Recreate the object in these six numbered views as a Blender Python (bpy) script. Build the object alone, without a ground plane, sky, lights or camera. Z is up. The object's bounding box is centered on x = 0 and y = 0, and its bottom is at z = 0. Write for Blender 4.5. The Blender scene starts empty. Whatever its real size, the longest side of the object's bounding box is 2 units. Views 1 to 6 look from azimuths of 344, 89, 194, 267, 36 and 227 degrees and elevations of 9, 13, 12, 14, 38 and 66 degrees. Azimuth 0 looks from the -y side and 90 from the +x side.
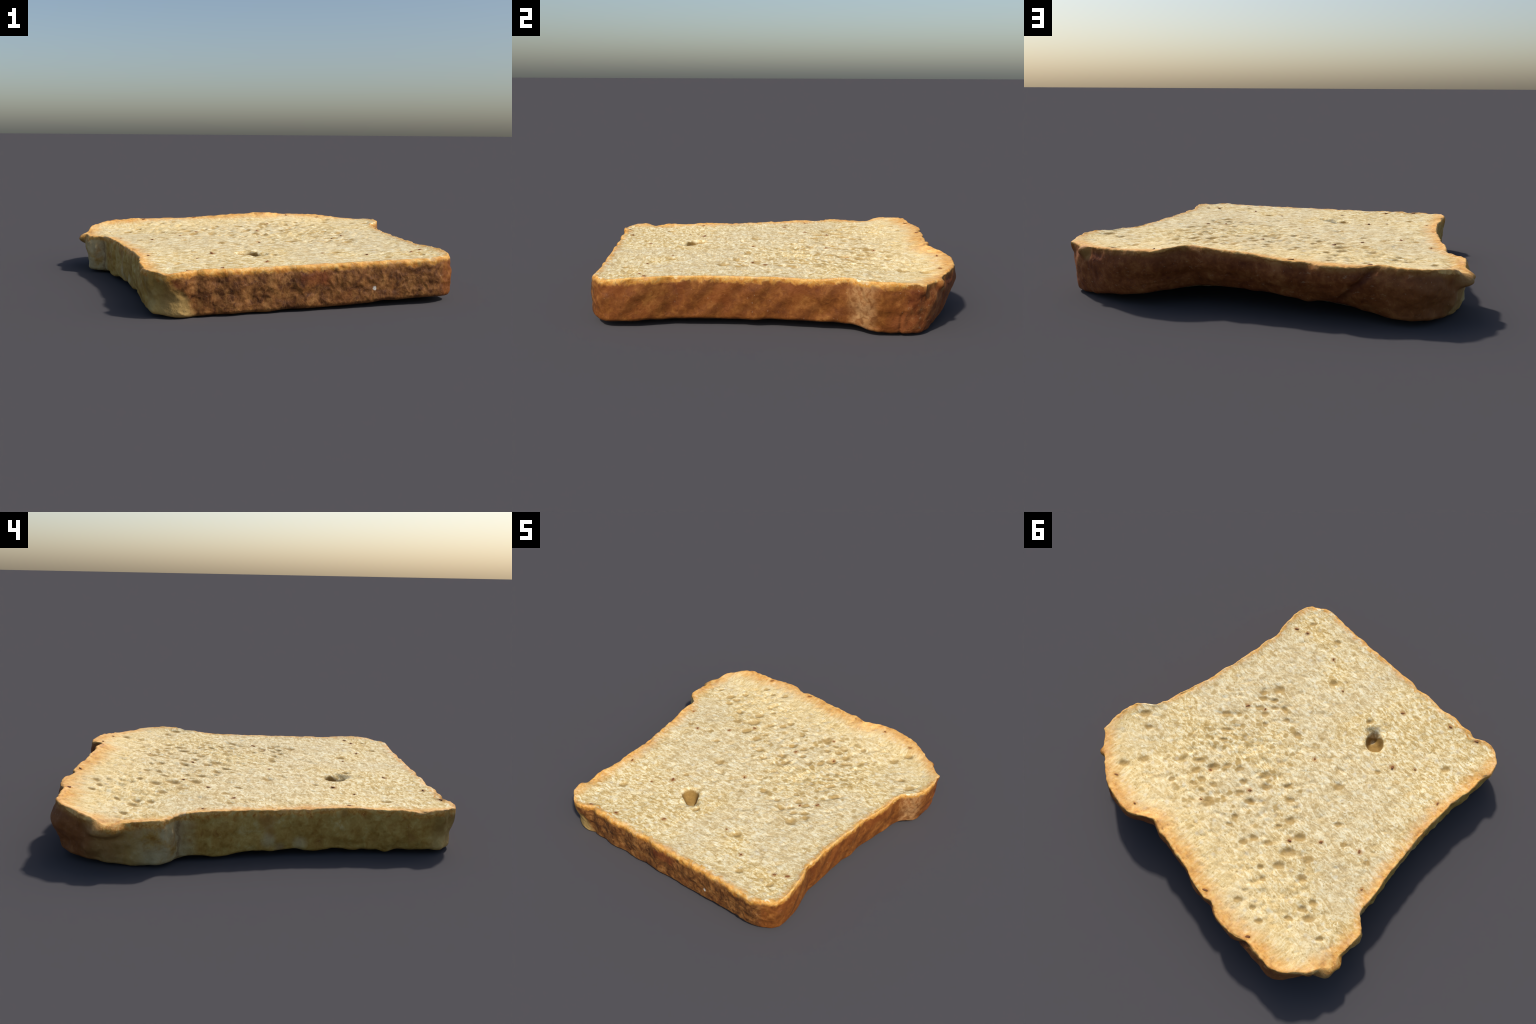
"""One slice of white bread lying on the ground: a wavy, slightly curled slab with two
lobes at the loaf's crown (+y), a thin baked crust round the side, an open crumb with
pores, one big bubble and a few bran flecks."""
import bpy, math, random
import numpy as np

rng = np.random.default_rng(7)
random.seed(7)

# ------------------------------------------------------------------ profiles
# Cut rim of the upper face, walked clockwise seen from above (x, y, z), one spline per side.
FRONT = [(.791, -.855, .228), (.739, -.883, .231), (.699, -.909, .232), (.655, -.917, .231), (.517, -.911, .226),
         (.419, -.912, .226), (.377, -.919, .225), (.323, -.914, .224), (.180, -.921, .224), (.043, -.920, .222),
         (-.047, -.930, .222), (-.111, -.918, .220), (-.178, -.931, .221), (-.312, -.923, .218), (-.356, -.936, .218),
         (-.409, -.939, .218), (-.465, -.928, .216), (-.520, -.938, .217), (-.566, -.925, .212), (-.618, -.951, .212),
         (-.665, -.961, .209), (-.704, -.955, .203), (-.737, -.930, .205), (-.775, -.895, .207)]
LEFT = [(-.789, -.843, .212), (-.797, -.811, .206), (-.785, -.783, .196), (-.777, -.729, .202), (-.785, -.667, .211),
        (-.784, -.623, .210), (-.774, -.587, .210), (-.775, -.551, .211), (-.764, -.492, .214), (-.771, -.459, .218),
        (-.772, -.412, .218), (-.774, -.297, .217), (-.778, -.249, .215), (-.786, -.160, .218), (-.796, -.105, .219),
        (-.812, .032, .223), (-.822, .107, .222), (-.844, .195, .226), (-.850, .254, .224), (-.854, .309, .220),
        (-.866, .357, .218), (-.896, .380, .216), (-.928, .407, .213), (-.950, .440, .214), (-.955, .547, .210),
        (-.950, .597, .203), (-.940, .673, .196)]
CROWN = [(-.934, .734, .214), (-.909, .790, .234), (-.861, .842, .244), (-.830, .885, .251), (-.793, .909, .254),
         (-.748, .927, .256), (-.656, .925, .260), (-.608, .920, .263), (-.564, .925, .262), (-.505, .951, .258),
         (-.459, .958, .256), (-.380, .958, .256), (-.324, .943, .258), (-.275, .920, .261), (-.231, .936, .262),
         (-.183, .933, .264), (-.096, .918, .270), (-.027, .899, .276), (.081, .887, .282), (.143, .879, .285),
         (.209, .878, .290), (.264, .863, .292), (.297, .856, .293), (.318, .868, .292), (.370, .896, .284),
         (.414, .922, .276), (.460, .937, .270), (.514, .937, .270), (.607, .925, .268), (.655, .914, .266),
         (.690, .900, .264), (.752, .865, .260), (.796, .840, .256), (.857, .796, .249), (.920, .747, .248)]
RIGHT = [(.958, .717, .252), (.985, .707, .255), (.984, .670, .260), (.990, .638, .262), (.995, .593, .265), (.991, .554, .266), (.985, .492, .266),
         (.966, .450, .264), (.935, .415, .262), (.886, .368, .263), (.872, .326, .262), (.862, .283, .256),
         (.861, .231, .251), (.847, .169, .246), (.835, .102, .248), (.826, .066, .249), (.807, -.050, .248),
         (.808, -.105, .249), (.791, -.169, .248), (.783, -.331, .249), (.777, -.383, .248), (.780, -.426, .248),
         (.769, -.526, .247), (.783, -.573, .248), (.804, -.688, .247), (.809, -.751, .243), (.805, -.805, .238)]
SIDES = [FRONT, LEFT, CROWN, RIGHT]
ALONG = [0, 1, 0, 1]                       # the coordinate that runs along each side

# Height of the lower edge along each side: (coordinate along the side, z)
FOOT = [[(-.75, .016), (-.66, .005), (-.577, .002), (-.51, .008), (-.33, .008), (-.2, .006), (-.14, .013), (.05, .012),
         (.23, .017), (.33, .021), (.39, .031), (.46, .026), (.54, .031), (.655, .034), (.75, .026)],
        [(-.86, .026), (-.80, .022), (-.725, .018), (-.667, .026), (-.61, .006), (-.574, .021), (-.54, .018), (-.5, .022),
         (-.46, .016), (-.40, .028), (-.354, .031), (-.27, .017), (-.225, .022), (-.19, .034), (-.14, .032), (-.075, .023),
         (-.01, .031), (.08, .027), (.14, .014), (.20, .011), (.25, .021), (.295, .025), (.36, .016), (.43, .012),
         (.52, .005), (.58, .001), (.64, .008), (.71, .008)],
        [(-.91, .016), (-.87, .024), (-.81, .028), (-.73, .030), (-.65, .032), (-.592, .042), (-.53, .046), (-.508, .058), (-.446, .074),
         (-.40, .079), (-.37, .086), (-.312, .083), (-.267, .07), (-.21, .087), (-.13, .092), (-.06, .097), (0, .097),
         (.05, .104), (.125, .1), (.16, .104), (.23, .101), (.3, .09), (.345, .084), (.39, .079), (.43, .078), (.46, .07),
         (.53, .059), (.58, .056), (.66, .043), (.77, .028), (.85, .015), (.9, .01)],
        [(-.84, .026), (-.77, .03), (-.69, .029), (-.63, .034), (-.57, .029), (-.525, .031), (-.46, .032), (-.4, .035),
         (-.32, .034), (-.1, .032), (-.04, .039), (.05, .037), (.115, .039), (.21, .038), (.28, .039), (.34, .034),
         (.365, .036), (.39, .034), (.425, .027), (.475, .018), (.56, .012), (.64, .010), (.70, .008)]]
# How far the wall draws in (+) or bulges (-): (coordinate, at a third, at two thirds, at the foot)
TUCK = [[(-.78, .002, .020, .034), (-.70, .006, .026, .034), (-.62, -.002, .006, .014), (-.5, -.006, -.005, .006), (.6, -.006, -.006, .004), (.8, -.009, -.009, .004)],
        [(-.86, -.002, .012, .034), (-.78, -.006, .002, .028), (-.5, -.006, .0, .018), (-.4, -.003, .0, .010), (.2, -.004, -.001, .010), (.36, -.006, .0, .012),
         (.5, -.006, .006, .034), (.65, .0, .012, .046), (.73, .004, .018, .052)],
        [(-.92, -.008, .004, .045), (-.85, -.010, .008, .038), (-.77, -.015, .006, .026), (-.66, -.030, -.010, .022), (-.58, -.022, .010, .060),
         (-.5, -.012, .030, .100), (-.42, -.003, .026, .090), (-.3, -.006, .018, .080), (.1, -.012, .016, .080), (.35, -.010, .016, .074),
         (.55, -.008, .022, .062), (.8, -.004, .016, .055), (.93, -.006, .006, .034)],
        [(-.82, -.009, -.009, .005), (-.5, -.008, -.007, .005), (.2, -.008, -.006, .005), (.36, -.012, -.010, .002), (.43, -.010, -.004, .014),
         (.5, -.006, .004, .030), (.6, -.004, .004, .032), (.66, -.004, .004, .026), (.70, -.004, .004, .026)]]

# Pores of the upper face: x, y, half length, half width (long axis along GRAIN)
GRAIN = math.atan2(-.7386, -.6742)
PORES = [(.891, .457, .039, .023), (.339, .378, .040, .024), (.396, .466, .022, .030), (.340, .533, .016, .027), (.191, .546, .027, .050),
         (.034, .367, .027, .021), (.115, .374, .031, .017), (.097, .184, .028, .030), (.037, .233, .030, .030), (-.047, .134, .020, .021),
         (-.120, .185, .023, .021), (.228, .269, .020, .019), (.153, .309, .020, .019), (.292, .314, .026, .016), (.328, .482, .025, .019),
         (.257, .454, .020, .019), (.442, .613, .017, .022), (.665, .652, .024, .035), (.719, .756, .032, .026), (.473, -.269, .033, .031),
         (.489, -.152, .033, .019), (.520, -.181, .021, .019), (.457, -.096, .033, .014), (.403, -.086, .029, .019), (.348, -.203, .018, .023),
         (.393, -.160, .025, .017), (.431, -.195, .025, .017), (.349, -.043, .023, .014), (.281, -.158, .025, .017), (.164, -.138, .024, .022),
         (.561, .087, .049, .014), (.477, .159, .049, .011), (.437, .216, .028, .013), (.805, .499, .024, .018), (.424, .406, .036, .013),
         (.276, -.556, .025, .021), (.477, -.786, .024, .016), (.680, -.766, .030, .012), (-.066, -.533, .020, .017), (-.591, -.643, .034, .021),
         (-.251, -.090, .024, .034), (-.338, -.327, .016, .017), (-.346, .409, .042, .030), (-.328, .299, .038, .023), (-.153, .497, .032, .016),
         (-.127, .555, .021, .024), (-.228, .456, .027, .018), (-.214, .272, .031, .023), (-.194, .343, .022, .011), (.021, .358, .025, .015),
         (-.371, .499, .034, .022), (.004, .548, .025, .012), (-.306, .588, .023, .016), (-.365, .621, .013, .023), (-.361, .801, .026, .015),
         (-.449, .771, .024, .013), (-.530, .798, .022, .013), (-.622, .664, .029, .013), (-.636, .572, .030, .019), (-.517, .455, .022, .019),
         (.018, .490, .019, .016), (-.698, .581, .036, .020), (-.820, .616, .025, .016), (-.692, .124, .011, .035), (-.416, .082, .042, .012),
         (-.448, .356, .019, .047), (-.526, .141, .009, .032), (-.502, .448, .015, .031), (-.648, .503, .026, .017)]
BUBBLE = (-.184, -.455, .066, .059, math.atan2(.59, -.81))    # the one deep hole
# Bran flecks: x, y, length, width, turn
FLECKS = [(-.371, -.417, .034, .017, 1.9), (-.159, -.728, .032, .012, .9), (.404, -.675, .022, .012, 2.2), (.656, -.687, .024, .012, .6),
          (.725, -.655, .030, .014, .7), (-.426, .229, .024, .014, 1.2), (-.300, .357, .026, .014, .5), (-.615, .107, .030, .014, 2.2), (.086, .320, .026, .015, 1.0),
          (-.023, -.105, .026, .010, 2.2), (-.714, -.441, .026, .013, 2.0), (-.424, -.874, .028, .012, .4), (-.594, -.916, .032, .013, .4),
          (.340, .405, .020, .016, .8), (.425, -.110, .022, .010, 2.1), (.513, -.045, .030, .010, 1.2), (.681, .837, .030, .012, .5), (-.471, -.509, .012, .009, 0.),
          (.200, -.560, .014, .009, .3), (-.780, .252, .018, .008, 1.), (.462, .873, .022, .012, .2), (-.555, .901, .032, .018, .9), (-.203, .902, .034, .014, .6), (.23, .57, .020, .008, .4)]

# ------------------------------------------------------------------ helpers
def noise3(p, seed=0):
    """Smooth gradient noise, about -1..1, for an (n, 3) array."""
    i = np.floor(p).astype(np.int64); f = p - i
    u = f * f * f * (f * (f * 6 - 15) + 10)
    out = np.zeros(len(p))
    for dx in (0, 1):
        for dy in (0, 1):
            for dz in (0, 1):
                h = ((i[:, 0] + dx) * 73856093) ^ ((i[:, 1] + dy) * 19349663) ^ ((i[:, 2] + dz) * 83492791) ^ (seed * 2654435761)
                h = (h ^ (h >> 13)) * 1274126177 & 0x7FFFFFFF
                h = h ^ (h >> 11)
                a, b = (h & 1023) / 1023 * 2 * np.pi, ((h >> 10) & 1023) / 1023 * 2 - 1
                r = np.sqrt(1 - b * b)
                g = r * np.cos(a) * (f[:, 0] - dx) + r * np.sin(a) * (f[:, 1] - dy) + b * (f[:, 2] - dz)
                w = (u[:, 0] if dx else 1 - u[:, 0]) * (u[:, 1] if dy else 1 - u[:, 1]) * (u[:, 2] if dz else 1 - u[:, 2])
                out += w * g
    return out * 1.5

def fbm(p, octaves, seed=0):
    return sum(noise3(p * 2 ** k + 17.3 * k, seed + k) * .5 ** k for k in range(octaves))

def smooth_ring(a, sigma):
    """Gaussian smoothing of a closed ring of values (sigma in steps)."""
    n = len(a); k = np.arange(n); k = np.minimum(k, n - k)
    w = np.exp(-.5 * (k / sigma) ** 2); w /= w.sum()
    fw = np.fft.fft(w)
    a2 = a.reshape(n, -1)
    return np.real(np.fft.ifft(np.fft.fft(a2, axis=0) * fw[:, None], axis=0)).reshape(a.shape)

def sstep(e0, e1, x):
    t = np.clip((x - e0) / (e1 - e0), 0, 1)
    return t * t * (3 - 2 * t)

def table(t, x):
    t = np.array(sorted(t)); return np.stack([np.interp(x, t[:, 0], t[:, c]) for c in range(1, t.shape[1])], -1)

def centripetal(P, n_out, last):
    """Resample an open run of rim points (ending at the next side's first point) evenly."""
    P = np.vstack([np.array(P), np.array(last)[None]])
    L = np.r_[0, np.cumsum(np.linalg.norm(np.diff(P, axis=0), axis=1))]
    m = np.gradient(P, L, axis=0)
    for c in range(3):                                     # monotone-ish tangents: no overshoot
        d = np.diff(P[:, c]) / np.diff(L)
        m[1:-1, c] = np.where(d[1:] * d[:-1] > 0, 2 * d[1:] * d[:-1] / (d[1:] + d[:-1] + 1e-12), 0)
    s = np.linspace(0, L[-1], n_out, endpoint=False)
    j = np.clip(np.searchsorted(L, s, side="right") - 1, 0, len(L) - 2)
    h = (L[j + 1] - L[j])[:, None]; t = ((s - L[j])[:, None]) / h
    return ((1 + 2 * t) * (1 - t) ** 2 * P[j] + t * (1 - t) ** 2 * h * m[j] + t * t * (3 - 2 * t) * P[j + 1] + t * t * (t - 1) * h * m[j + 1])

# ------------------------------------------------------------------ the slab
N = 400                                   # cells along one side of the square the slab is mapped from
NP = 4 * N
rim, foot, tuck = [], [], []
for k in range(4):
    seg = centripetal(SIDES[k], N, SIDES[(k + 1) % 4][0])
    rim.append(seg)
    foot.append(table(FOOT[k], seg[:, ALONG[k]])[:, 0])
    tuck.append(table(TUCK[k], seg[:, ALONG[k]]))
rim, foot, tuck = np.vstack(rim), np.concatenate(foot), np.vstack(tuck)
foot = smooth_ring(foot, 2.5); tuck = smooth_ring(tuck, 6)
rim = smooth_ring(rim, 1.2)

def outward(xy, sigma):
    t = smooth_ring(np.roll(xy, -1, 0) - np.roll(xy, 1, 0), sigma)
    t /= np.linalg.norm(t, axis=1)[:, None]
    return np.stack([-t[:, 1], t[:, 0]], 1) * -1          # clockwise walk: outside is on the left
nrm = outward(rim[:, :2], 7)
if np.sum(nrm * rim[:, :2]) < 0:
    nrm = -nrm
rim[:, :2] += (.0045 - .005 * sstep(.45, .55, rim[:, 1]) * sstep(.8, .9, rim[:, 0]) * sstep(.76, .70, rim[:, 1]) - .004 * sstep(.6, .75, rim[:, 1]))[:, None] * nrm                                  # room for the rounding of the cut edge
soft = smooth_ring(rim[:, :2], 5) + .001 * nrm
round_nose = np.exp(-((rim[:, 0] - .95) ** 2 + (rim[:, 1] - .72) ** 2) / .14 ** 2)[:, None]
soft = soft * (1 - round_nose) + (smooth_ring(rim[:, :2], 20) + .012 * nrm) * round_nose                          # the wall forgets the rim's small teeth as it goes down
softer = smooth_ring(soft, 9)
nsoft = outward(softer, 16); nsoft *= np.sign(np.sum(nsoft * softer))

WALL = 56                                                  # rows down the wall
h_rows = np.linspace(0, 1, WALL + 1)
h_rows = .5 - .5 * np.cos(np.pi * h_rows) * (.75 + .25 * np.abs(np.cos(np.pi * h_rows)))
h_rows = (h_rows - h_rows[0]) / (h_rows[-1] - h_rows[0])
on_front = sstep(-.80, -.86, rim[:, 1]) * sstep(-.66, -.56, rim[:, 0])
r_top = .007 + .012 * on_front
r_foot = .018 + .006 * on_front
wall = np.zeros((WALL + 1, NP, 3))
thick = rim[:, 2] - foot
rim[:, 2] += (.004 + .007 * sstep(.7, .8, rim[:, 1]) + .008 * sstep(-.74, -.82, rim[:, 0]) * sstep(-.3, .2, rim[:, 1]) * sstep(.80, .72, rim[:, 1]) + .010 * sstep(-.70, -.76, rim[:, 0]) * sstep(.1, -.4, rim[:, 1])
              + .006 * sstep(-.25, -.55, rim[:, 0]) * sstep(-.85, -.9, rim[:, 1]))
thick = rim[:, 2] - foot
for r, h in enumerate(h_rows):
    knots = [0, .33, .67, 1.]
    vals = [np.zeros(NP), tuck[:, 0], tuck[:, 1], tuck[:, 2] - .6 * r_foot]
    # smooth curve through the four tuck values
    j = min(int(h * 3), 2); t = h * 3 - j
    m0 = (vals[min(j + 1, 3)] - vals[max(j - 1, 0)]) / (2 if 0 < j else 1)
    m1 = (vals[min(j + 2, 3)] - vals[j]) / (2 if j < 2 else 1)
    inset = (1 + 2 * t) * (1 - t) ** 2 * vals[j] + t * (1 - t) ** 2 * m0 + t * t * (3 - 2 * t) * vals[j + 1] + t * t * (t - 1) * m1
    d_top, d_foot = h * thick, (1 - h) * thick
    q = np.clip(1 - d_top / r_top, 0, 1); inset = inset + r_top * (1 - np.sqrt(1 - q * q))
    q = np.clip(1 - d_foot / r_foot, 0, 1); inset = inset + r_foot * (1 - np.sqrt(1 - q * q))
    a = sstep(.05, .5, h)
    xy = (rim[:, :2] - nrm * inset[:, None]) * (1 - a) + (soft - nsoft * inset[:, None]) * a
    wall[r, :, :2] = xy
    wall[r, :, 2] = rim[:, 2] - h * thick

# upper and lower faces: a square grid drawn onto the rim, ring by ring
g = np.linspace(-1, 1, N + 1)
A, Bq = np.meshgrid(g, g, indexing="ij")
KK = np.maximum(np.abs(A), np.abs(Bq))
def ring_place(a, b):
    """Place on the perimeter (in steps) of square-boundary point (a, b); walk starts at (+,-)."""
    k = np.maximum(np.maximum(np.abs(a), np.abs(b)), 1e-9); a, b = a / k, b / k
    s = np.where(b <= -1 + 1e-7, (1 - a) / 2, np.where(a <= -1 + 1e-7, 1 + (b + 1) / 2, np.where(b >= 1 - 1e-7, 2 + (a + 1) / 2, 3 + (1 - b) / 2)))
    return np.mod(s * N, NP)
S = ring_place(A, Bq)
i0 = np.floor(S + 1e-6).astype(int) % NP; fr = np.clip(S - np.floor(S + 1e-6), 0, 1)[..., None]
def face_from(edge, centre):
    # rings away from the edge follow a smoother and smoother outline
    out = np.zeros((N + 1, N + 1, 2)); wsum = 0
    ed = [edge[:, :2], smooth_ring(edge[:, :2], 8), smooth_ring(edge[:, :2], 25)]
    lv = [e[i0] * (1 - fr) + e[(i0 + 1) % NP] * fr for e in ed]
    a = sstep(1, .9, KK)[..., None]; b = sstep(.92, .6, KK)[..., None]
    tgt = (lv[0] * (1 - a) + lv[1] * a) * (1 - b) + lv[2] * b
    return centre + KK[..., None] * (tgt - centre)
centre = np.array([.0, -.02])

def height_fit(x, y, c):
    k, out = 0, 0
    for i in range(5):
        for j in range(5 - i):
            out = out + c[k] * x ** i * y ** j; k += 1
    return out
# gentle warp of the cut face (low polynomial), corrected towards the measured rim near the edge
TOP = [.2377, .0202, -.0099, .0195, .038, .0097, .011, .001, -.0145, .0012, -.0287, -.0396, .0144, -.0019, .0057]
# soft dips and swells of the cut face: x, y, radius, height
WARPS = [(-.48, -.60, .20, -.012), (-.02, -.12, .45, -.006), (.68, .66, .17, -.010), (-.70, .58, .15, -.008), (.15, .58, .18, .005)]
def top_height(x, y):
    return height_fit(x, y, TOP) + sum(h * np.exp(-((x - a) ** 2 + (y - b) ** 2) / r ** 2) for a, b, r, h in WARPS)

def face_z(xy, edge, base, reach, lip=0):
    res = edge[:, 2] - lip - base(edge[:, 0], edge[:, 1])
    levels = [res, smooth_ring(res, 12), smooth_ring(res, 50)]
    lv = [e[i0] * (1 - fr[..., 0]) + e[(i0 + 1) % NP] * fr[..., 0] for e in levels]
    d = 1 - KK
    w0 = np.exp(-d / .02); w1 = np.exp(-d / .07); w2 = np.exp(-d / reach)
    return base(xy[..., 0], xy[..., 1]) + lip * np.exp(-(d / .035) ** 1.5) + w0 * (lv[0] - lv[1]) + w1 * (lv[1] - lv[2]) + w2 * lv[2]

top_xy = face_from(wall[0], centre)
top_z = face_z(top_xy, wall[0], top_height, .15, .005)
low_base = lambda x, y: top_height(x, y) - .200
low_xy = face_from(wall[-1], centre)
low_z = np.maximum(face_z(low_xy, wall[-1], low_base, .25), .004)

# ------------------------------------------------------------------ one vertex pool
gid = np.full((N + 1, N + 1), -1, int)
inner = KK < 1 - 1e-9
n_in = int(inner.sum())
ring_i = np.round(S).astype(int) % NP
top_id = gid.copy(); top_id[inner] = np.arange(n_in); top_id[~inner] = n_in + ring_i[~inner]
wall_id = n_in + np.arange((WALL + 1) * NP).reshape(WALL + 1, NP)
low_id = gid.copy(); low_id[inner] = n_in + (WALL + 1) * NP + np.arange(n_in); low_id[~inner] = wall_id[-1][ring_i[~inner]]
co = np.vstack([np.concatenate([top_xy, top_z[..., None]], -1)[inner], wall.reshape(-1, 3), np.concatenate([low_xy, low_z[..., None]], -1)[inner]])
def quads(idm):
    return np.stack([idm[:-1, :-1], idm[1:, :-1], idm[1:, 1:], idm[:-1, 1:]], -1).reshape(-1, 4)
q_top = quads(top_id); q_low = quads(low_id)[:, ::-1]
wr = np.stack([wall_id[:-1], wall_id[1:], np.roll(wall_id[1:], -1, 1), np.roll(wall_id[:-1], -1, 1)], -1).reshape(-1, 4)
cell_k = np.maximum(np.maximum(KK[:-1, :-1], KK[1:, :-1]), np.maximum(KK[1:, 1:], KK[:-1, 1:])).reshape(-1)
quad_all = np.vstack([q_top, wr, q_low])
def newell(q, v):
    return np.cross(v[q[:, 2]] - v[q[:, 0]], v[q[:, 3]] - v[q[:, 1]])
if newell(q_top, co)[:, 2].sum() < 0:
    q_top = q_top[:, ::-1]
if newell(q_low, co)[:, 2].sum() > 0:
    q_low = q_low[:, ::-1]
fn = newell(wr, co); mid = co[wr].mean(1)
if np.sum(fn[:, :2] * mid[:, :2]) < 0:
    wr = wr[:, ::-1]
quad_all = np.vstack([q_top, wr, q_low])
def vert_normals(v):
    n = np.zeros_like(v); f = newell(quad_all, v)
    for c in range(4):
        np.add.at(n, quad_all[:, c], f)
    return n / np.maximum(np.linalg.norm(n, axis=1), 1e-12)[:, None]

nv = len(co)
is_top = np.zeros(nv, bool); is_top[:n_in] = True
is_wall = np.zeros(nv, bool); is_wall[n_in:n_in + (WALL + 1) * NP] = True
is_low = ~(is_top | is_wall)
normals = vert_normals(co)
kk_v = np.ones(nv); kk_v[is_top] = KK[inner]; kk_v[is_low] = KK[inner]
hh_v = np.zeros(nv); hh_v[is_wall] = np.repeat(h_rows, NP); hh_v[is_low] = 1
p = co.copy(); X, Y, Z = p.T

# --- crumb relief: pores, the bubble, small dimples, fibres
disp_z = np.zeros(nv)
def dent(x, y, a, b, turn, depth, power):
    global disp_z
    near = np.where(is_top & (np.abs(X - x) < 2.2 * max(a, b)) & (np.abs(Y - y) < 2.2 * max(a, b)))[0]
    dx, dy = X[near] - x, Y[near] - y
    u, v = dx * math.cos(turn) + dy * math.sin(turn), -dx * math.sin(turn) + dy * math.cos(turn)
    ang = np.arctan2(v, u)
    r = np.hypot(u / a, v / b) * (1 + .10 * np.sin(2 * ang + x * 40) + .08 * np.sin(3 * ang + y * 50))
    disp_z[near] -= depth * np.exp(-(r / .85) ** power)
for x, y, a, b in PORES:
    dent(x, y, a, b, GRAIN, .30 * min(a, b) + .003, 2.3)
small = []
while len(small) < 1300:
    x, y = rng.uniform(-.9, .95), rng.uniform(-.9, .9)
    zone = math.exp(-((x - .25) / .42) ** 2 - ((y - .25) / .42) ** 2) + .75 * math.exp(-((x + .45) / .25) ** 2 - ((y - .65) / .2) ** 2) + .22
    if rng.random() < zone:
        s = (.006 + .016 * rng.random() ** 1.8) * (.75 + .4 * min(zone, 1))
        small.append((x, y, s))
for x, y, s in small:
    dent(x, y, s * rng.uniform(.9, 1.8), s * rng.uniform(.7, 1.), GRAIN + rng.normal(0, .6), s * rng.uniform(.14, .30), 2.)
bx, by, ba, bb, bt = BUBBLE
dent(bx, by, ba, bb, bt, .062, 6)
dent(-.138, -.490, .052, .044, bt + .2, .030, 3.2)
tz = np.zeros(nv)
flat = is_top | is_low
pf = p[flat]
ridge_fade = sstep(1, .96, kk_v[flat])
c, s = math.cos(GRAIN), math.sin(GRAIN)
warp = fbm(pf * 5, 2, 40)
ang = warp * 1.3 + GRAIN
uu, vv = pf[:, 0] * c + pf[:, 1] * s, -pf[:, 0] * s + pf[:, 1] * c
fib = noise3(np.stack([uu * 30, vv * 75, warp * 3], 1), 3) + .6 * noise3(np.stack([uu * 70 + warp * 4, vv * 110, warp * 4], 1), 5)
tz[flat] = (.0011 * fib + .0024 * fbm(pf * 14, 2, 9) + .0035 * fbm(pf * 4.5, 2, 12)) * (.35 + .65 * ridge_fade)

# --- crust relief along the wall normal
wv = is_wall
pw = p[wv]; hw = hh_v[wv]
body = sstep(0, .10, hw) * sstep(1.02, .90, hw) * .85 + .15
d_front = sstep(-.78, -.88, pw[:, 1]) * sstep(-.72, -.64, pw[:, 0])
d_left = sstep(-.70, -.76, pw[:, 0])
d_crown = sstep(.72, .82, pw[:, 1])
d_right = sstep(.70, .76, pw[:, 0]) * (1 - d_crown)
lump = fbm(pw * 9, 3, 21)
pit = -np.abs(fbm(pw * 24, 3, 25))
fold = noise3(np.stack([pw[:, 1] * 13, pw[:, 2] * 3.2, pw[:, 0]], 1), 31)
w_disp = (.004 * lump + d_front * (.0065 * (-np.abs(fbm(pw * 15, 3, 26)) + .35) + .0012 * fbm(pw * 45, 2, 44)) + d_left * (.008 * fold + .006 * noise3(np.stack([pw[:, 1] * 27, pw[:, 2] * 9, pw[:, 0]], 1), 34) + .008 * lump)
          + d_crown * (.008 * fbm(pw * 7, 3, 33)) + d_right * (.0012 * fbm(pw * 20, 2, 36) + .0018 * np.sin((pw[:, 1] - pw[:, 2]) * 42 + 1.5 * noise3(pw * 4, 70)) * sstep(.42, .3, pw[:, 1])))
# ragged cut line where the crust meets the two cut faces
edge_wave = fbm(np.stack([pw[:, 0] * 26, pw[:, 1] * 26, np.zeros(len(pw))], 1), 3, 51)
w_disp = w_disp * body + .0034 * edge_wave * (1 - sstep(0, .18, hw))
def groove(centre_fn, width, depth, mask):
    global w_disp
    w_disp = w_disp - depth * np.exp(-(centre_fn / width) ** 2) * mask
zt = .26 - pw[:, 2]                                          # depth below the rim on the crown side
# slanting crease on the crown, left of the middle lobe notch
groove(pw[:, 0] + .92 * pw[:, 2] + .3375, .020, .016, d_crown * sstep(.0, .12, hw) * sstep(1., .8, hw))
groove(pw[:, 2] - (.155 + .02 * np.sin(pw[:, 0] * 9)), .022, .006, d_crown * sstep(-.6, -.45, pw[:, 0]) * sstep(.75, .6, pw[:, 0]))
groove(pw[:, 2] - (.115 + .16 * (.45 - pw[:, 0]) ), .006, .004, d_crown * sstep(.36, .42, pw[:, 0]) * sstep(.54, .48, pw[:, 0]))
w_disp += d_crown * .005 * noise3(np.stack([pw[:, 0] * 9 + pw[:, 2] * 8, pw[:, 2] * 7, pw[:, 1]], 1), 83)
# soft hollow where the right lobe starts on the crown side
groove(pw[:, 0] - .30, .06, .010, d_crown * sstep(.05, .3, hw) * sstep(1.05, .6, hw))
# small torn notch below the rim
groove(np.hypot((pw[:, 0] + .69) + .5 * (pw[:, 2] - .22), (pw[:, 2] - .235) / 1.1), .022, .010, d_crown)
groove(np.hypot((pw[:, 0] - .835) / 1.1, (pw[:, 2] - .225) / (1.0 + 0 * pw[:, 0])), .030, .013, pw[:, 1] > .72)
groove(np.hypot((pw[:, 0] - .74) / .7, (pw[:, 2] - .232) / .8), .022, .007, pw[:, 1] > .72)
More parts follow.
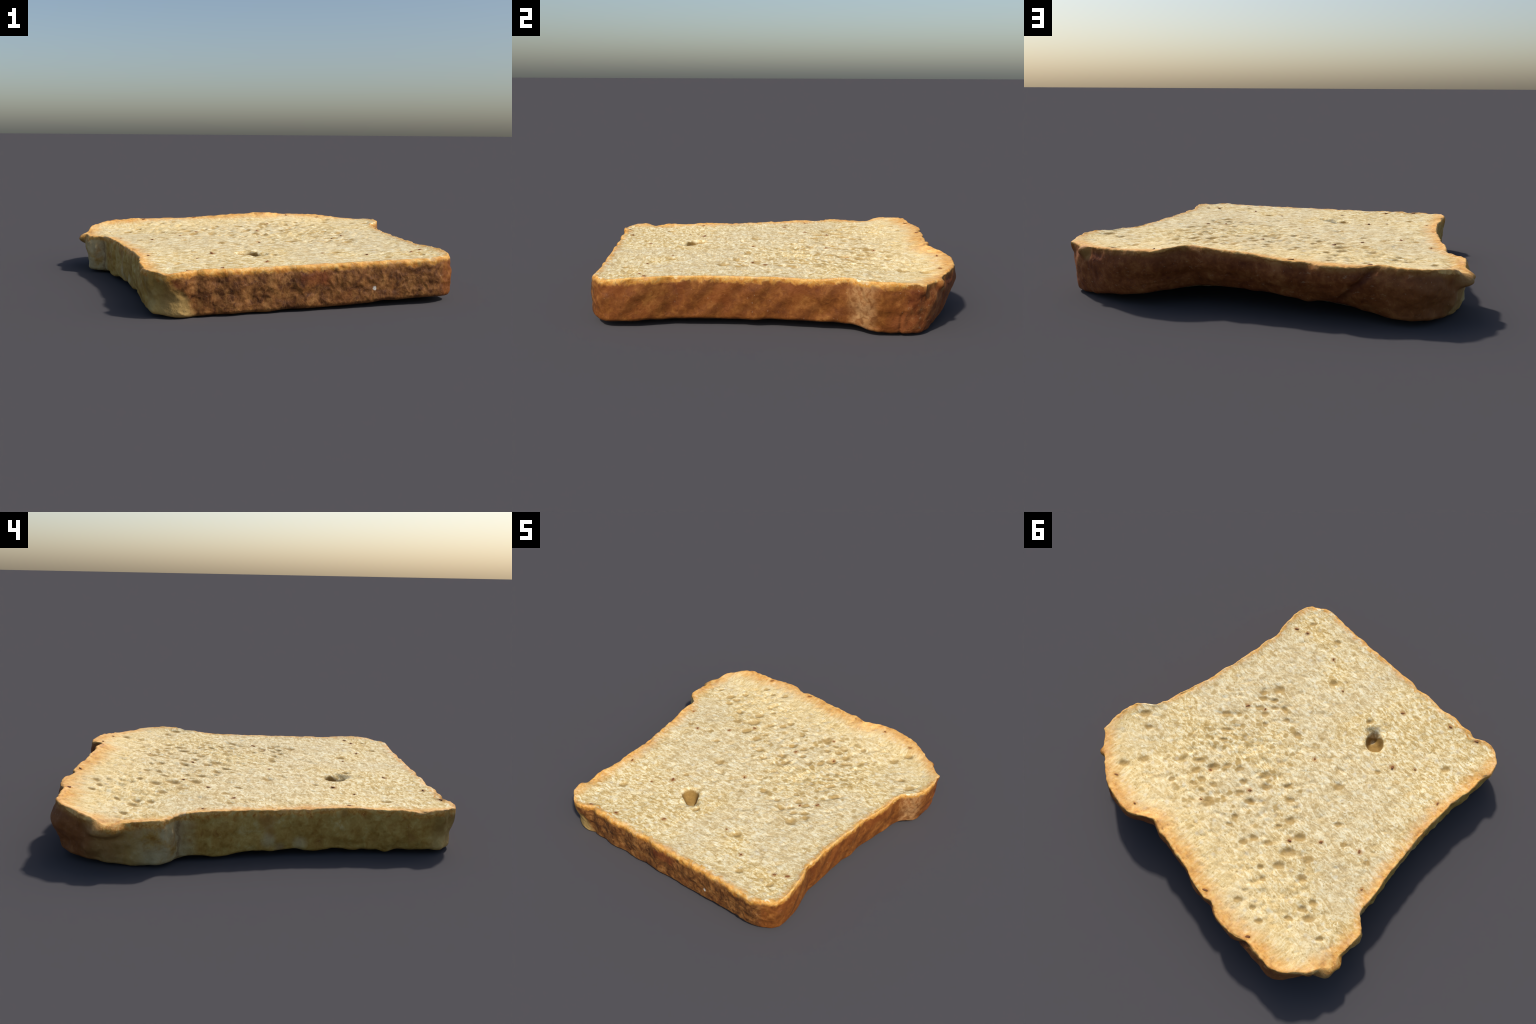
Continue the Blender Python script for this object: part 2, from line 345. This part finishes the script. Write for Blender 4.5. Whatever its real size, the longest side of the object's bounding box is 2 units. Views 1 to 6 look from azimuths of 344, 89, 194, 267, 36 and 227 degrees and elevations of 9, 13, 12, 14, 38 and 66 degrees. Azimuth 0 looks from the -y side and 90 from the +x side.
# crack at the root of the right lobe, hollow at its outer end
groove(pw[:, 1] - (.400 + .008 * np.sin(pw[:, 2] * 45)), .009, .0045, d_right * sstep(.04, .2, hw) * sstep(1.02, .9, hw))
groove(np.hypot((pw[:, 1] - .705) + .12 * (pw[:, 2] - .18), (pw[:, 2] - .185) / 1.7), .024, .013, (pw[:, 0] > .8))
groove(pw[:, 1] - (.588 + .25 * np.maximum(pw[:, 2] - .09, 0)), .009, .006, (pw[:, 0] > .8) * sstep(.14, .11, pw[:, 2]))
w_disp += .005 * fbm(pw * 16, 2, 77) * (pw[:, 0] > .8) * sstep(.36, .45, pw[:, 1])
# left side: pinch before the lobe
groove(pw[:, 1] - .36, .016, .008, d_left * sstep(.02, .2, hw))
groove(np.hypot(pw[:, 1] - .0, (pw[:, 2] - .085)), .03, -.010, d_left)
groove(np.hypot(pw[:, 1] + .13, (pw[:, 2] - .08)), .035, -.008, d_left)
wave_foot = noise3(np.stack([pw[:, 0] * 16, pw[:, 1] * 16, np.zeros(len(pw))], 1), 61)
full = np.zeros(nv); full[wv] = w_disp
co = co + normals * full[:, None]
# torn nub sticking out of the left lobe's corner and a knob at the right lobe
def pull(cx, cy, cz, radius, vec, power=2):
    global co
    d = np.sqrt((X - cx) ** 2 + (Y - cy) ** 2 + ((Z - cz) / .8) ** 2) / radius
    co = co + np.exp(-d ** power)[:, None] * np.array(vec)[None] * is_wall[:, None]
# torn lip along the left lobe, drooping to a blunt tip; hollow right under it
d = (np.abs(X + .945) / .06) ** 2 + (np.abs(Y - (.675 + .3 * (.185 - Z))) / .078) ** 2 + (np.abs(Z - .182) / .034) ** 2
co = co + (np.exp(-d ** 1.7) * is_wall)[:, None] * np.array([-.050, .0, -.002])[None]
pull(-.955, .735, .172, .030, (-.020, .0, .0), 3)
pull(-.930, .715, .132, .030, (.010, -.004, 0))
pull(.868, .802, .232, .030, (.016, .022, .004), 3)
co[:, 2] += disp_z + tz
co[:, 2] = np.maximum(co[:, 2], .0004)
# centre and rest on the ground
co[:, 2] -= co[:, 2].min()
normals = vert_normals(co)

# ------------------------------------------------------------------ materials
def curve_of_side(k_axis, sign, lo, hi, n=26):
    """Extreme of the rim along one axis as a function of the other one, sampled for a curve node."""
    other = 1 - k_axis
    xs = np.linspace(lo, hi, n); out = []
    for a in xs:
        near = np.abs(rim[:, other] - a) < .03
        v = rim[near, k_axis] * sign
        out.append(v.max() * sign if len(v) else 0)
    return xs, np.array(out)

class Nodes:
    def __init__(self, name):
        self.mat = bpy.data.materials.new(name); self.mat.use_nodes = True
        self.t = self.mat.node_tree; self.t.nodes.clear()
    def add(self, kind, **kw):
        n = self.t.nodes.new(kind)
        for k, v in kw.items():
            setattr(n, k, v)
        return n
    def put(self, sock, v):
        if isinstance(v, bpy.types.NodeSocket):
            self.t.links.new(v, sock)
        else:
            sock.default_value = v
    def math(self, op, a, b=None, c=None, clamp=False):
        n = self.add("ShaderNodeMath", operation=op, use_clamp=clamp)
        self.put(n.inputs[0], a)
        if b is not None: self.put(n.inputs[1], b)
        if c is not None: self.put(n.inputs[2], c)
        return n.outputs[0]
    def mix(self, f, a, b, blend="MIX"):
        n = self.add("ShaderNodeMix", data_type="RGBA", blend_type=blend)
        self.put(n.inputs[0], f)
        for s, v in ((n.inputs[6], a), (n.inputs[7], b)):
            self.put(s, v if isinstance(v, bpy.types.NodeSocket) else (*v, 1))
        return n.outputs[2]
    def range(self, v, a, b, c=0., d=1., smooth=True):
        n = self.add("ShaderNodeMapRange", interpolation_type="SMOOTHSTEP" if smooth else "LINEAR")
        self.put(n.inputs[0], v)
        for i, q in zip((1, 2, 3, 4), (a, b, c, d)): n.inputs[i].default_value = q
        return n.outputs[0]
    def noise(self, vec, scale, detail=2., rough=.5, distort=0., dims="3D", w=0.):
        n = self.add("ShaderNodeTexNoise", noise_dimensions=dims)
        self.put(n.inputs["Vector"], vec); n.inputs["Scale"].default_value = scale
        n.inputs["Detail"].default_value = detail; n.inputs["Roughness"].default_value = rough; n.inputs["Distortion"].default_value = distort
        if dims == "4D": n.inputs["W"].default_value = w
        return n
    def voronoi(self, vec, scale, feature="F1", rand=1., smooth=None):
        n = self.add("ShaderNodeTexVoronoi", feature=feature)
        self.put(n.inputs["Vector"], vec); n.inputs["Scale"].default_value = scale; n.inputs["Randomness"].default_value = rand
        if smooth is not None: n.inputs["Smoothness"].default_value = smooth
        return n
    def mapping(self, vec, loc=(0, 0, 0), rot=(0, 0, 0), scale=(1, 1, 1)):
        n = self.add("ShaderNodeMapping"); self.put(n.inputs[0], vec)
        n.inputs[1].default_value = loc; n.inputs[2].default_value = rot; n.inputs[3].default_value = scale
        return n.outputs[0]
    def vmath(self, op, a, b=None, scale=None):
        n = self.add("ShaderNodeVectorMath", operation=op); self.put(n.inputs[0], a)
        if b is not None: self.put(n.inputs[1], b)
        if scale is not None: self.put(n.inputs[3], scale)
        return n.outputs["Value"] if op in ("DISTANCE", "LENGTH", "DOT_PRODUCT") else n.outputs[0]
    def ramp(self, f, stops):
        n = self.add("ShaderNodeValToRGB"); self.put(n.inputs[0], f)
        e = n.color_ramp.elements
        while len(e) < len(stops): e.new(.5)
        for el, (q, col) in zip(e, stops):
            el.position = q; el.color = (*col, 1)
        return n.outputs[0]
    def curve(self, v, xs, ys):
        n = self.add("ShaderNodeFloatCurve")
        lo, hi = float(xs[0]), float(xs[-1])
        self.put(n.inputs["Value"], self.range(v, lo, hi, smooth=False))
        cm = n.mapping; cv = cm.curves[0]
        t = (np.array(xs) - lo) / (hi - lo); q = (np.array(ys) + 1.2) / 2.4
        cv.points[0].location = (0, float(q[0])); cv.points[1].location = (1, float(q[-1]))
        for a, b in zip(t[1:-1], q[1:-1]): cv.points.new(float(a), float(b))
        cm.update()
        return self.math("MULTIPLY_ADD", n.outputs[0], 2.4, -1.2)

def common(m):
    """Distances to the four sides, from object position only."""
    pos = m.add("ShaderNodeTexCoord").outputs["Object"]
    sep = m.add("ShaderNodeSeparateXYZ"); m.put(sep.inputs[0], pos)
    x, y, z = sep.outputs
    dR = m.math("SUBTRACT", m.curve(y, *curve_of_side(0, 1, -.86, .92)), x)
    dL = m.math("SUBTRACT", x, m.curve(y, *curve_of_side(0, -1, -.88, .92)))
    dT = m.math("SUBTRACT", m.curve(x, *curve_of_side(1, 1, -.93, .97)), y)
    dB = m.math("SUBTRACT", y, m.curve(x, *curve_of_side(1, -1, -.77, .79)))
    return pos, x, y, z, dR, dL, dT, dB

def rim_heights(k_axis, pick, lo, hi, n=26):
    xs = np.linspace(lo, hi, n); out = []
    for a in xs:
        d = np.abs(rim[pick, k_axis] - a); out.append(rim[pick, 2][np.argmin(d)])
    return xs, np.array(out)

def crumb_colour(m, c):
    pos, x, y, z, dR, dL, dT, dB = c
    flatp = m.mapping(pos, scale=(1, 1, .6))
    big = m.noise(flatp, 2.6, 2.).outputs["Fac"]
    wv_ = m.vmath("SCALE", m.vmath("SUBTRACT", m.noise(flatp, 7, 1.).outputs["Color"], (.5, .5, .5)), scale=.035)
    soft_w = m.vmath("SCALE", m.vmath("SUBTRACT", m.noise(flatp, 38, 2.).outputs["Color"], (.5, .5, .5)), scale=.022)
    wp = m.vmath("ADD", flatp, wv_)
    st = m.mapping(wp, rot=(0, 0, -GRAIN), scale=(.5, 1.15, .8))
    pore_w0 = m.vmath("SCALE", m.vmath("SUBTRACT", m.noise(flatp, 24, 2.5).outputs["Color"], (.5, .5, .5)), scale=.04)
    fibres = m.noise(st, 50, 3., .52, .8).outputs["Fac"]
    fine = m.noise(wp, 120, 2., .6, .8).outputs["Fac"]
    radial = m.noise(m.mapping(wp, scale=(75, 16, 12)), 1, 2.5, .55, .4).outputs["Fac"]
    near_crown = m.range(m.math("ADD", dT, m.math("MULTIPLY_ADD", big, .2, -.1)), .26, .10, 0, .75)
    fibres = m.math("ADD", m.math("MULTIPLY", radial, near_crown), m.math("MULTIPLY", fibres, m.math("SUBTRACT", 1., near_crown)))
    f = m.math("ADD", m.math("MULTIPLY", fibres, .68), m.math("MULTIPLY", fine, .32))
    col = m.ramp(f, [(.34, (.45, .29, .095)), (.435, (.625, .435, .17)), (.495, (.735, .555, .26)), (.555, (.86, .71, .40)), (.66, (.98, .88, .60))])
    # broad patches: greyer middle, warmer towards the crown
    grey = m.math("MAXIMUM", m.range(big, .44, .64), m.range(m.vmath("DISTANCE", m.mapping(pos, scale=(1, 1, 0)), (-.30, -.02, 0)), .62, .15, 0, .9))
    col = m.mix(m.math("MULTIPLY", grey, .52), col, m.mix(.55, col, (.66, .585, .42)))
    warm = m.range(y, .2, .85)
    col = m.mix(m.math("MULTIPLY", warm, .34), col, (.94, .70, .33))
    # ochre little cells, thickest in the open middle of the crumb
    zone = m.math("ADD", m.range(m.vmath("DISTANCE", pos, (.25, .2, .24)), .85, .2), .18)
    cell = m.voronoi(m.vmath("ADD", flatp, pore_w0), 21, rand=1.).outputs["Distance"]
    dots = m.math("MULTIPLY", m.range(cell, .46, .20), m.math("MULTIPLY", m.range(m.noise(flatp, 9, 1.).outputs["Fac"], .40, .54), zone), clamp=True)
    col = m.mix(m.math("MULTIPLY", dots, .85), col, (.43, .275, .085))
    tiny = m.range(m.voronoi(m.vmath("ADD", flatp, soft_w), 50).outputs["Distance"], .36, .10)
    tiny = m.math("MULTIPLY", tiny, m.range(m.noise(flatp, 13, 2.).outputs["Fac"], .40, .60, .12, .85))
    col = m.mix(tiny, col, (.47, .31, .105))
    pale = m.range(m.voronoi(m.mapping(wp, loc=(.3, .7, 0)), 17).outputs["Distance"], .30, .08)
    col = m.mix(m.math("MULTIPLY", pale, .30), col, (.80, .76, .62))
    # walls of the pores are a deeper tan
    flat2 = m.mapping(m.vmath("ADD", pos, soft_w), scale=(1, 1, 0))
    pore_w = m.vmath("SCALE", m.vmath("SUBTRACT", m.noise(flatp, 24, 2.5).outputs["Color"], (.5, .5, .5)), scale=.034)
    cg, sg = math.cos(GRAIN), math.sin(GRAIN)
    oval = m.mapping(m.mapping(m.vmath("ADD", pos, pore_w), rot=(0, 0, -GRAIN)), scale=(.8, 1.18, 0))
    acc = None
    for px, py, a, b in PORES:
        r = 1.02 * math.sqrt(a * b)
        d = m.vmath("DISTANCE", oval, (.8 * (px * cg + py * sg), 1.18 * (-px * sg + py * cg), 0))
        v = m.math("MULTIPLY_ADD", d, -1 / r, 1.35)
        acc = v if acc is None else m.math("MAXIMUM", acc, v)
    upper = m.range(z, .12, .15)
    pore = m.math("MULTIPLY", m.range(acc, .15, .7), upper)
    col = m.mix(m.math("MULTIPLY", pore, .85), col, m.mix(fine, (.34, .21, .06), (.50, .32, .11)))
    acc = None
    for px, py, a, b, turn in FLECKS:
        d = m.vmath("DISTANCE", flat2, (px, py, 0))
        v = m.math("MULTIPLY_ADD", d, -1 / (.75 * a + .006), 1.)
        acc = v if acc is None else m.math("MAXIMUM", acc, v)
    stain = m.math("MULTIPLY", m.range(acc, .0, .7), upper)
    col = m.mix(m.math("MULTIPLY", stain, .8), col, m.mix(fine, (.26, .11, .03), (.62, .36, .12)))
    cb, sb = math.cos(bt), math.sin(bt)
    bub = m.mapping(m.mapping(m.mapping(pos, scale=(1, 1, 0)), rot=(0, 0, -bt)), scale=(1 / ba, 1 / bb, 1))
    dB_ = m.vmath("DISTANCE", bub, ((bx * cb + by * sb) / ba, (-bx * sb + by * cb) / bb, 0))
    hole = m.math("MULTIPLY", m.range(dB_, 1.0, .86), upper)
    col = m.mix(hole, col, m.mix(fine, (.24, .135, .033), (.42, .26, .075)))  # bubble interior painted dark brown: its inner shadow is baked into the colour
    # toasted band along the rim
    wob = m.math("MULTIPLY_ADD", m.noise(pos, 16, 3., .6).outputs["Fac"], .09, -.045)
    def band(d, wide):
        return m.range(m.math("ADD", d, wob), wide, -.006)
    bT = m.math("MULTIPLY", band(dT, .15), 1.)
    bL = m.math("MULTIPLY", band(dL, .11), .95)
    bB = m.math("MULTIPLY", band(dB, .050), 1.)
    bR = m.math("MULTIPLY", band(dR, .050), .9)
    bb_ = m.math("MAXIMUM", m.math("MAXIMUM", bT, bL), m.math("MAXIMUM", bB, bR))
    toast = m.ramp(m.noise(pos, 30, 3., .6).outputs["Fac"], [(.3, (.54, .21, .032)), (.5, (.77, .36, .070)), (.70, (.87, .53, .165))])
    col = m.mix(m.math("MULTIPLY", bb_, .92), col, toast)
    scorch = m.math("MULTIPLY", m.range(m.noise(pos, 11, 2.).outputs["Fac"], .56, .72), band(dT, .045))
    col = m.mix(m.math("MULTIPLY", scorch, .65), col, (.33, .13, .04))
    return col, f, toast

def finish(m, col, height, dist, rough, strength):
    b = m.add("ShaderNodeBsdfPrincipled"); o = m.add("ShaderNodeOutputMaterial")
    m.put(b.inputs["Base Color"], col); m.put(b.inputs["Roughness"], rough)
    b.inputs["Specular IOR Level"].default_value = .22
    if height is not None:
        bp = m.add("ShaderNodeBump"); bp.inputs["Strength"].default_value = strength; bp.inputs["Distance"].default_value = dist
        m.put(bp.inputs["Height"], height); m.put(b.inputs["Normal"], bp.outputs[0])
    m.put(o.inputs[0], b.outputs[0])
    return m.mat

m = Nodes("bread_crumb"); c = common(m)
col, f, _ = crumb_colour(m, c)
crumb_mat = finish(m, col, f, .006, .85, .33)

m = Nodes("bread_crust"); c = common(m)
pos, x, y, z, dR, dL, dT, dB = c
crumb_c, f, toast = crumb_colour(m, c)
n1 = m.noise(pos, 9, 4., .6, .3).outputs["Fac"]
n2 = m.noise(pos, 34, 4., .62, .5).outputs["Fac"]
n3 = m.noise(pos, 90, 3., .6).outputs["Fac"]
mixn = m.math("ADD", m.math("MULTIPLY", n1, .5), m.math("MULTIPLY", n2, .5))
# base brown, right and front sides
right = m.ramp(mixn, [(.34, (.135, .036, .006)), (.5, (.235, .075, .012)), (.64, (.35, .135, .027))])
comb = m.add("ShaderNodeCombineXYZ"); m.put(comb.inputs[1], m.math("SUBTRACT", y, z)); m.put(comb.inputs[0], m.math("MULTIPLY", z, .5))
stripe = m.add("ShaderNodeTexWave", wave_type="BANDS", bands_direction="Y"); m.put(stripe.inputs[0], comb.outputs[0])
stripe.inputs["Scale"].default_value = 2.1; stripe.inputs["Distortion"].default_value = 1.6; stripe.inputs["Detail"].default_value = 2.
right = m.mix(m.math("MULTIPLY", m.math("MULTIPLY", m.range(stripe.outputs["Fac"], .45, 1.), m.range(m.noise(pos, 8, 2.).outputs["Fac"], .35, .6, .25, 1.)), m.range(y, .42, .30, 0, .46)), right, (.115, .032, .006))
right = m.mix(m.range(m.noise(pos, 6, 2.).outputs["Fac"], .48, .66, 0, .5), right, (.24, .062, .010))
# right lobe: pale crack, red-brown knob
pale_r = m.math("MULTIPLY", m.range(m.math("ABSOLUTE", m.math("ADD", y, m.math("MULTIPLY_ADD", n1, .10, -.46))), .085, .0), .75)
right = m.mix(1., right, (.92, .90, .90), "MULTIPLY")
right = m.mix(m.math("MULTIPLY", pale_r, m.range(n2, .35, .6, .3, .8)), right, m.mix(n2, (.42, .21, .075), (.62, .38, .17)))
red = m.math("MULTIPLY", m.range(m.vmath("DISTANCE", pos, (.95, .63, .06)), .13, .04), .85)
right = m.mix(red, right, m.mix(n2, (.13, .03, .010), (.36, .115, .03)))
olive = m.math("MULTIPLY", m.range(m.vmath("DISTANCE", m.mapping(pos, scale=(1, 1.3, .7)), (.945, .92, .135)), .07, .025), .85)
right = m.mix(olive, right, (.33, .22, .07))
olive2 = m.math("MULTIPLY", m.range(m.vmath("DISTANCE", m.mapping(pos, scale=(1, .5, 1)), (.835, .395, .225)), .05, .02), .7)
veins = m.voronoi(m.vmath("ADD", pos, m.vmath("SCALE", m.noise(pos, 14, 3.).outputs["Color"], scale=.09)), 17, feature="DISTANCE_TO_EDGE").outputs["Distance"]
streak = m.noise(m.mapping(pos, rot=(0, math.radians(35), 0), scale=(1.6, 1, .8)), 11, 4., .6, 1.4).outputs["Fac"]
n15 = m.noise(pos, 17, 4., .62, .8).outputs["Fac"]
mixf = m.math("ADD", m.math("MULTIPLY", n15, .5), m.math("MULTIPLY", m.math("ADD", m.math("MULTIPLY", streak, .6), m.math("MULTIPLY", n2, .4)), .5))
front = m.ramp(mixf, [(.37, (.058, .018, .006)), (.455, (.118, .041, .010)), (.53, (.205, .078, .018)), (.64, (.36, .165, .048))])
ridge = m.range(m.math("ABSOLUTE", m.math("SUBTRACT", streak, .5)), .022, .0)
front = m.mix(m.math("MULTIPLY", ridge, .28), front, (.36, .17, .05))
front = m.mix(m.math("MULTIPLY", m.range(veins, .07, .0), m.range(n1, .5, .62, 0, .40)), front, (.38, .18, .055))
front = m.mix(m.math("MULTIPLY", m.range(m.noise(pos, 5, 2.).outputs["Fac"], .52, .66), .5), front, (.24, .055, .014))
flour = m.range(m.vmath("DISTANCE", m.mapping(m.vmath("ADD", pos, m.vmath("SCALE", m.noise(pos, 60, 2.).outputs["Color"], scale=.012)), scale=(1, .2, .8)), (.346, -.182, .081)), .011, .006)
front = m.mix(m.math("MULTIPLY", flour, .9), front, (.72, .66, .56))
crown = m.ramp(mixn, [(.34, (.12, .026, .006)), (.5, (.22, .062, .014)), (.66, (.34, .13, .036))])
crown = m.mix(m.math("MULTIPLY", m.range(m.noise(m.mapping(pos, rot=(0, .7, 0), scale=(.7, 1, 1.4)), 40, 3., .7).outputs["Fac"], .61, .72), .5), crown, (.40, .27, .15))
crown = m.mix(m.math("MULTIPLY", m.range(x, -.45, -.95), .5), crown, m.mix(n1, (.17, .054, .011), (.36, .155, .048)))
crack = m.math("MULTIPLY", m.range(m.math("ABSOLUTE", m.math("SUBTRACT", x, m.math("MULTIPLY_ADD", z, -.92, -.3375))), .035, .0), m.range(y, .8, .85))
crown = m.mix(olive2, crown, (.36, .20, .055))
crown = m.mix(m.math("MULTIPLY", crack, .55), crown, (.085, .018, .008))
crown = m.mix(m.math("MULTIPLY", m.range(m.vmath("DISTANCE", pos, (-.925, .73, .135)), .07, .02), .8), crown, (.20, .045, .012))
left = m.ramp(mixn, [(.32, (.29, .125, .018)), (.44, (.42, .225, .042)), (.56, (.52, .325, .080)), (.70, (.63, .47, .19))])
left = m.mix(m.math("MULTIPLY", m.range(m.noise(pos, 7, 2.).outputs["Fac"], .55, .68), .6), left, (.42, .20, .05))
lobe_pale = m.math("MULTIPLY", m.range(m.vmath("DISTANCE", m.mapping(pos, scale=(1, 1, .6)), (-.93, .42, .035)), .20, .05), m.range(n1, .34, .58))
left = m.mix(m.math("MULTIPLY", lobe_pale, .8), left, m.mix(n2, (.42, .31, .14), (.62, .52, .32)))
left = m.mix(m.range(m.math("ADD", y, m.math("MULTIPLY_ADD", n2, .16, -.08)), .50, .66, 0, .75), left, m.mix(n2, (.24, .105, .028), (.46, .27, .105)))
seam = m.math("MULTIPLY", m.range(m.math("ABSOLUTE", m.math("ADD", y, m.math("MULTIPLY_ADD", n2, .05, -.388))), .012, .0), m.range(x, -.7, -.8))
left = m.mix(m.math("MULTIPLY", seam, .6), left, (.22, .11, .04))
for q in ((-.80, -.05, .08), (-.775, -.20, .06), (-.77, -.10, .05)):
    left = m.mix(m.range(m.vmath("DISTANCE", pos, q), .05, .010, 0, .32), left, (.64, .56, .36))
diag = m.math("ADD", m.math("ADD", x, m.math("MULTIPLY", z, .68)), m.math("ADD", m.math("MULTIPLY_ADD", n2, .09, .525), m.math("MULTIPLY_ADD", n1, .10, -.05)))
corner_pale = m.range(diag, .035, -.025)
# which side are we on: by distance to each side
wR = m.range(dR, .10, .05)
wT = m.range(m.math("ADD", dT, m.math("MULTIPLY_ADD", n1, .04, -.02)), .13, .085)
wL = m.range(m.math("ADD", dL, m.math("MULTIPLY_ADD", n1, .05, -.025)), .09, .055)
side = m.mix(wR, front, right)
side = m.mix(wT, side, crown)
side = m.mix(m.math("MULTIPLY", wL, m.range(m.math("ADD", y, m.math("MULTIPLY", n1, .1)), .86, .74)), side, left)
side = m.mix(m.math("MULTIPLY", m.math("MULTIPLY", corner_pale, m.range(y, -.80, -.86)), .72), side, m.mix(m.range(z, .05, .17), m.mix(n2, (.42, .25, .065), (.62, .44, .17)), m.mix(n2, (.19, .095, .018), (.38, .24, .06))))
side = m.mix(m.math("MULTIPLY", m.range(n3, .68, .76), .35), side, (.62, .50, .33))
# golden edge just below the cut
nz = m.add("ShaderNodeSeparateXYZ"); m.put(nz.inputs[0], m.add("ShaderNodeNewGeometry").outputs["Normal"])
idx = np.arange(NP) // N
zB = m.curve(x, *rim_heights(0, idx == 0, -.77, .79)); zT = m.curve(x, *rim_heights(0, idx == 2, -.93, .95))
zL = m.curve(y, *rim_heights(1, idx == 1, -.84, .73)); zR = m.curve(y, *rim_heights(1, idx == 3, -.80, .71))
lift = lambda f, a, b: m.math("ADD", m.math("MULTIPLY", b, f), m.math("MULTIPLY", a, m.math("SUBTRACT", 1., f)))
zrim = lift(m.range(dR, .06, .02), zB, zR); zrim = lift(m.range(dL, .06, .02), zrim, zL); zrim = lift(m.range(dT, .06, .02), zrim, zT)
below = m.math("ADD", m.math("SUBTRACT", zrim, z), m.math("MULTIPLY_ADD", m.math("ADD", m.math("MULTIPLY", n2, .5), m.math("MULTIPLY", n15, .5)), .12, -.06))
below = m.math("ADD", m.math("MULTIPLY", below, m.math("SUBTRACT", 1., wT)), m.math("MULTIPLY", wT, m.math("ADD", m.math("SUBTRACT", zrim, z), m.math("MULTIPLY_ADD", n2, .03, -.017))))
gold = m.ramp(n2, [(.35, (.40, .14, .018)), (.50, (.66, .31, .055)), (.66, (.86, .54, .17))])
gold_on = m.math("MULTIPLY", m.range(below, .040, .012), m.math("MULTIPLY_ADD", wT, -.75, 1.))
side = m.mix(gold_on, side, gold)
side = m.mix(m.range(below, .012, .002), side, crumb_c)
side = m.mix(m.range(nz.outputs[2], -.88, -.98), side, m.mix(.5, side, crumb_c))
crust_mat = finish(m, side, m.math("ADD", n2, m.math("MULTIPLY", n3, .5)), .006, .62, .5)

m = Nodes("bran"); pos = m.add("ShaderNodeTexCoord").outputs["Object"]
rnd = m.add("ShaderNodeObjectInfo").outputs["Random"]
k = m.noise(pos, 120, 3., .6).outputs["Fac"]
bran_mat = finish(m, m.mix(m.range(k, .35, .65), m.mix(rnd, (.11, .030, .012), (.20, .07, .022)), m.mix(rnd, (.30, .11, .035), (.40, .18, .065))), k, .003, .6, .5)

# ------------------------------------------------------------------ objects
root = bpy.data.objects.new("bread_slice", None)
bpy.context.collection.objects.link(root)
root.empty_display_size = .2
root["label"] = "thick slice of white sandwich bread with golden brown crust"
root["category"] = "bread slice"

def make_part(name, faces, mat):
    used = np.unique(faces); back = np.full(nv, -1); back[used] = np.arange(len(used))
    me = bpy.data.meshes.new(name)
    f = back[faces].astype(np.int32)
    me.vertices.add(len(used)); me.vertices.foreach_set("co", co[used].astype(np.float32).ravel())
    me.loops.add(f.size); me.loops.foreach_set("vertex_index", f.ravel())
    me.polygons.add(len(f)); me.polygons.foreach_set("loop_start", np.arange(0, f.size, 4, dtype=np.int32))
    me.polygons.foreach_set("loop_total", np.full(len(f), 4, np.int32))
    me.update(calc_edges=True); me.validate()
    me.polygons.foreach_set("use_smooth", np.ones(len(f), bool))
    me.normals_split_custom_set_from_vertices(normals[used].astype(np.float32))
    me.materials.append(mat)
    ob = bpy.data.objects.new(name, me); bpy.context.collection.objects.link(ob); ob.parent = root
    return ob

rimcell = cell_k > 1 - 3.5 / N * 2
make_part("crumb", np.vstack([q_top[~rimcell], q_low[~rimcell]]), crumb_mat)
make_part("crust", np.vstack([q_top[rimcell], wr, q_low[rimcell]]), crust_mat)

# bran flecks: little curved chips pressed into the crumb
def fleck_mesh(seed):
    import bmesh
    r = np.random.default_rng(seed)
    bm = bmesh.new(); bmesh.ops.create_icosphere(bm, subdivisions=3, radius=1)
    for v in bm.verts:
        q = np.array(v.co)[None]
        k = 1 + .28 * float(noise3(q * 1.6, seed)[0]) + .12 * float(noise3(q * 4, seed + 9)[0])
        v.co = v.co * k
        v.co.z += .25 * v.co.x ** 2 - .2 * v.co.y * v.co.x
    for fc in bm.faces: fc.smooth = True
    me = bpy.data.meshes.new("bran_fleck"); bm.to_mesh(me); bm.free(); me.materials.append(bran_mat)
    return me
chips = [fleck_mesh(200 + i) for i in range(4)]
top_pts = co[:n_in]
for i, (x, y, a, b, turn) in enumerate(FLECKS):
    zz = top_pts[np.argmin((top_pts[:, 0] - x) ** 2 + (top_pts[:, 1] - y) ** 2), 2]
    ob = bpy.data.objects.new("bran_fleck", chips[i % 4]); bpy.context.collection.objects.link(ob)
    ob.parent = root
    ob.location = (x, y, zz + .0005)
    ob.scale = (a * .42, b * .45, .0030)
    ob.rotation_euler = (rng.normal(0, .15), rng.normal(0, .15), turn)
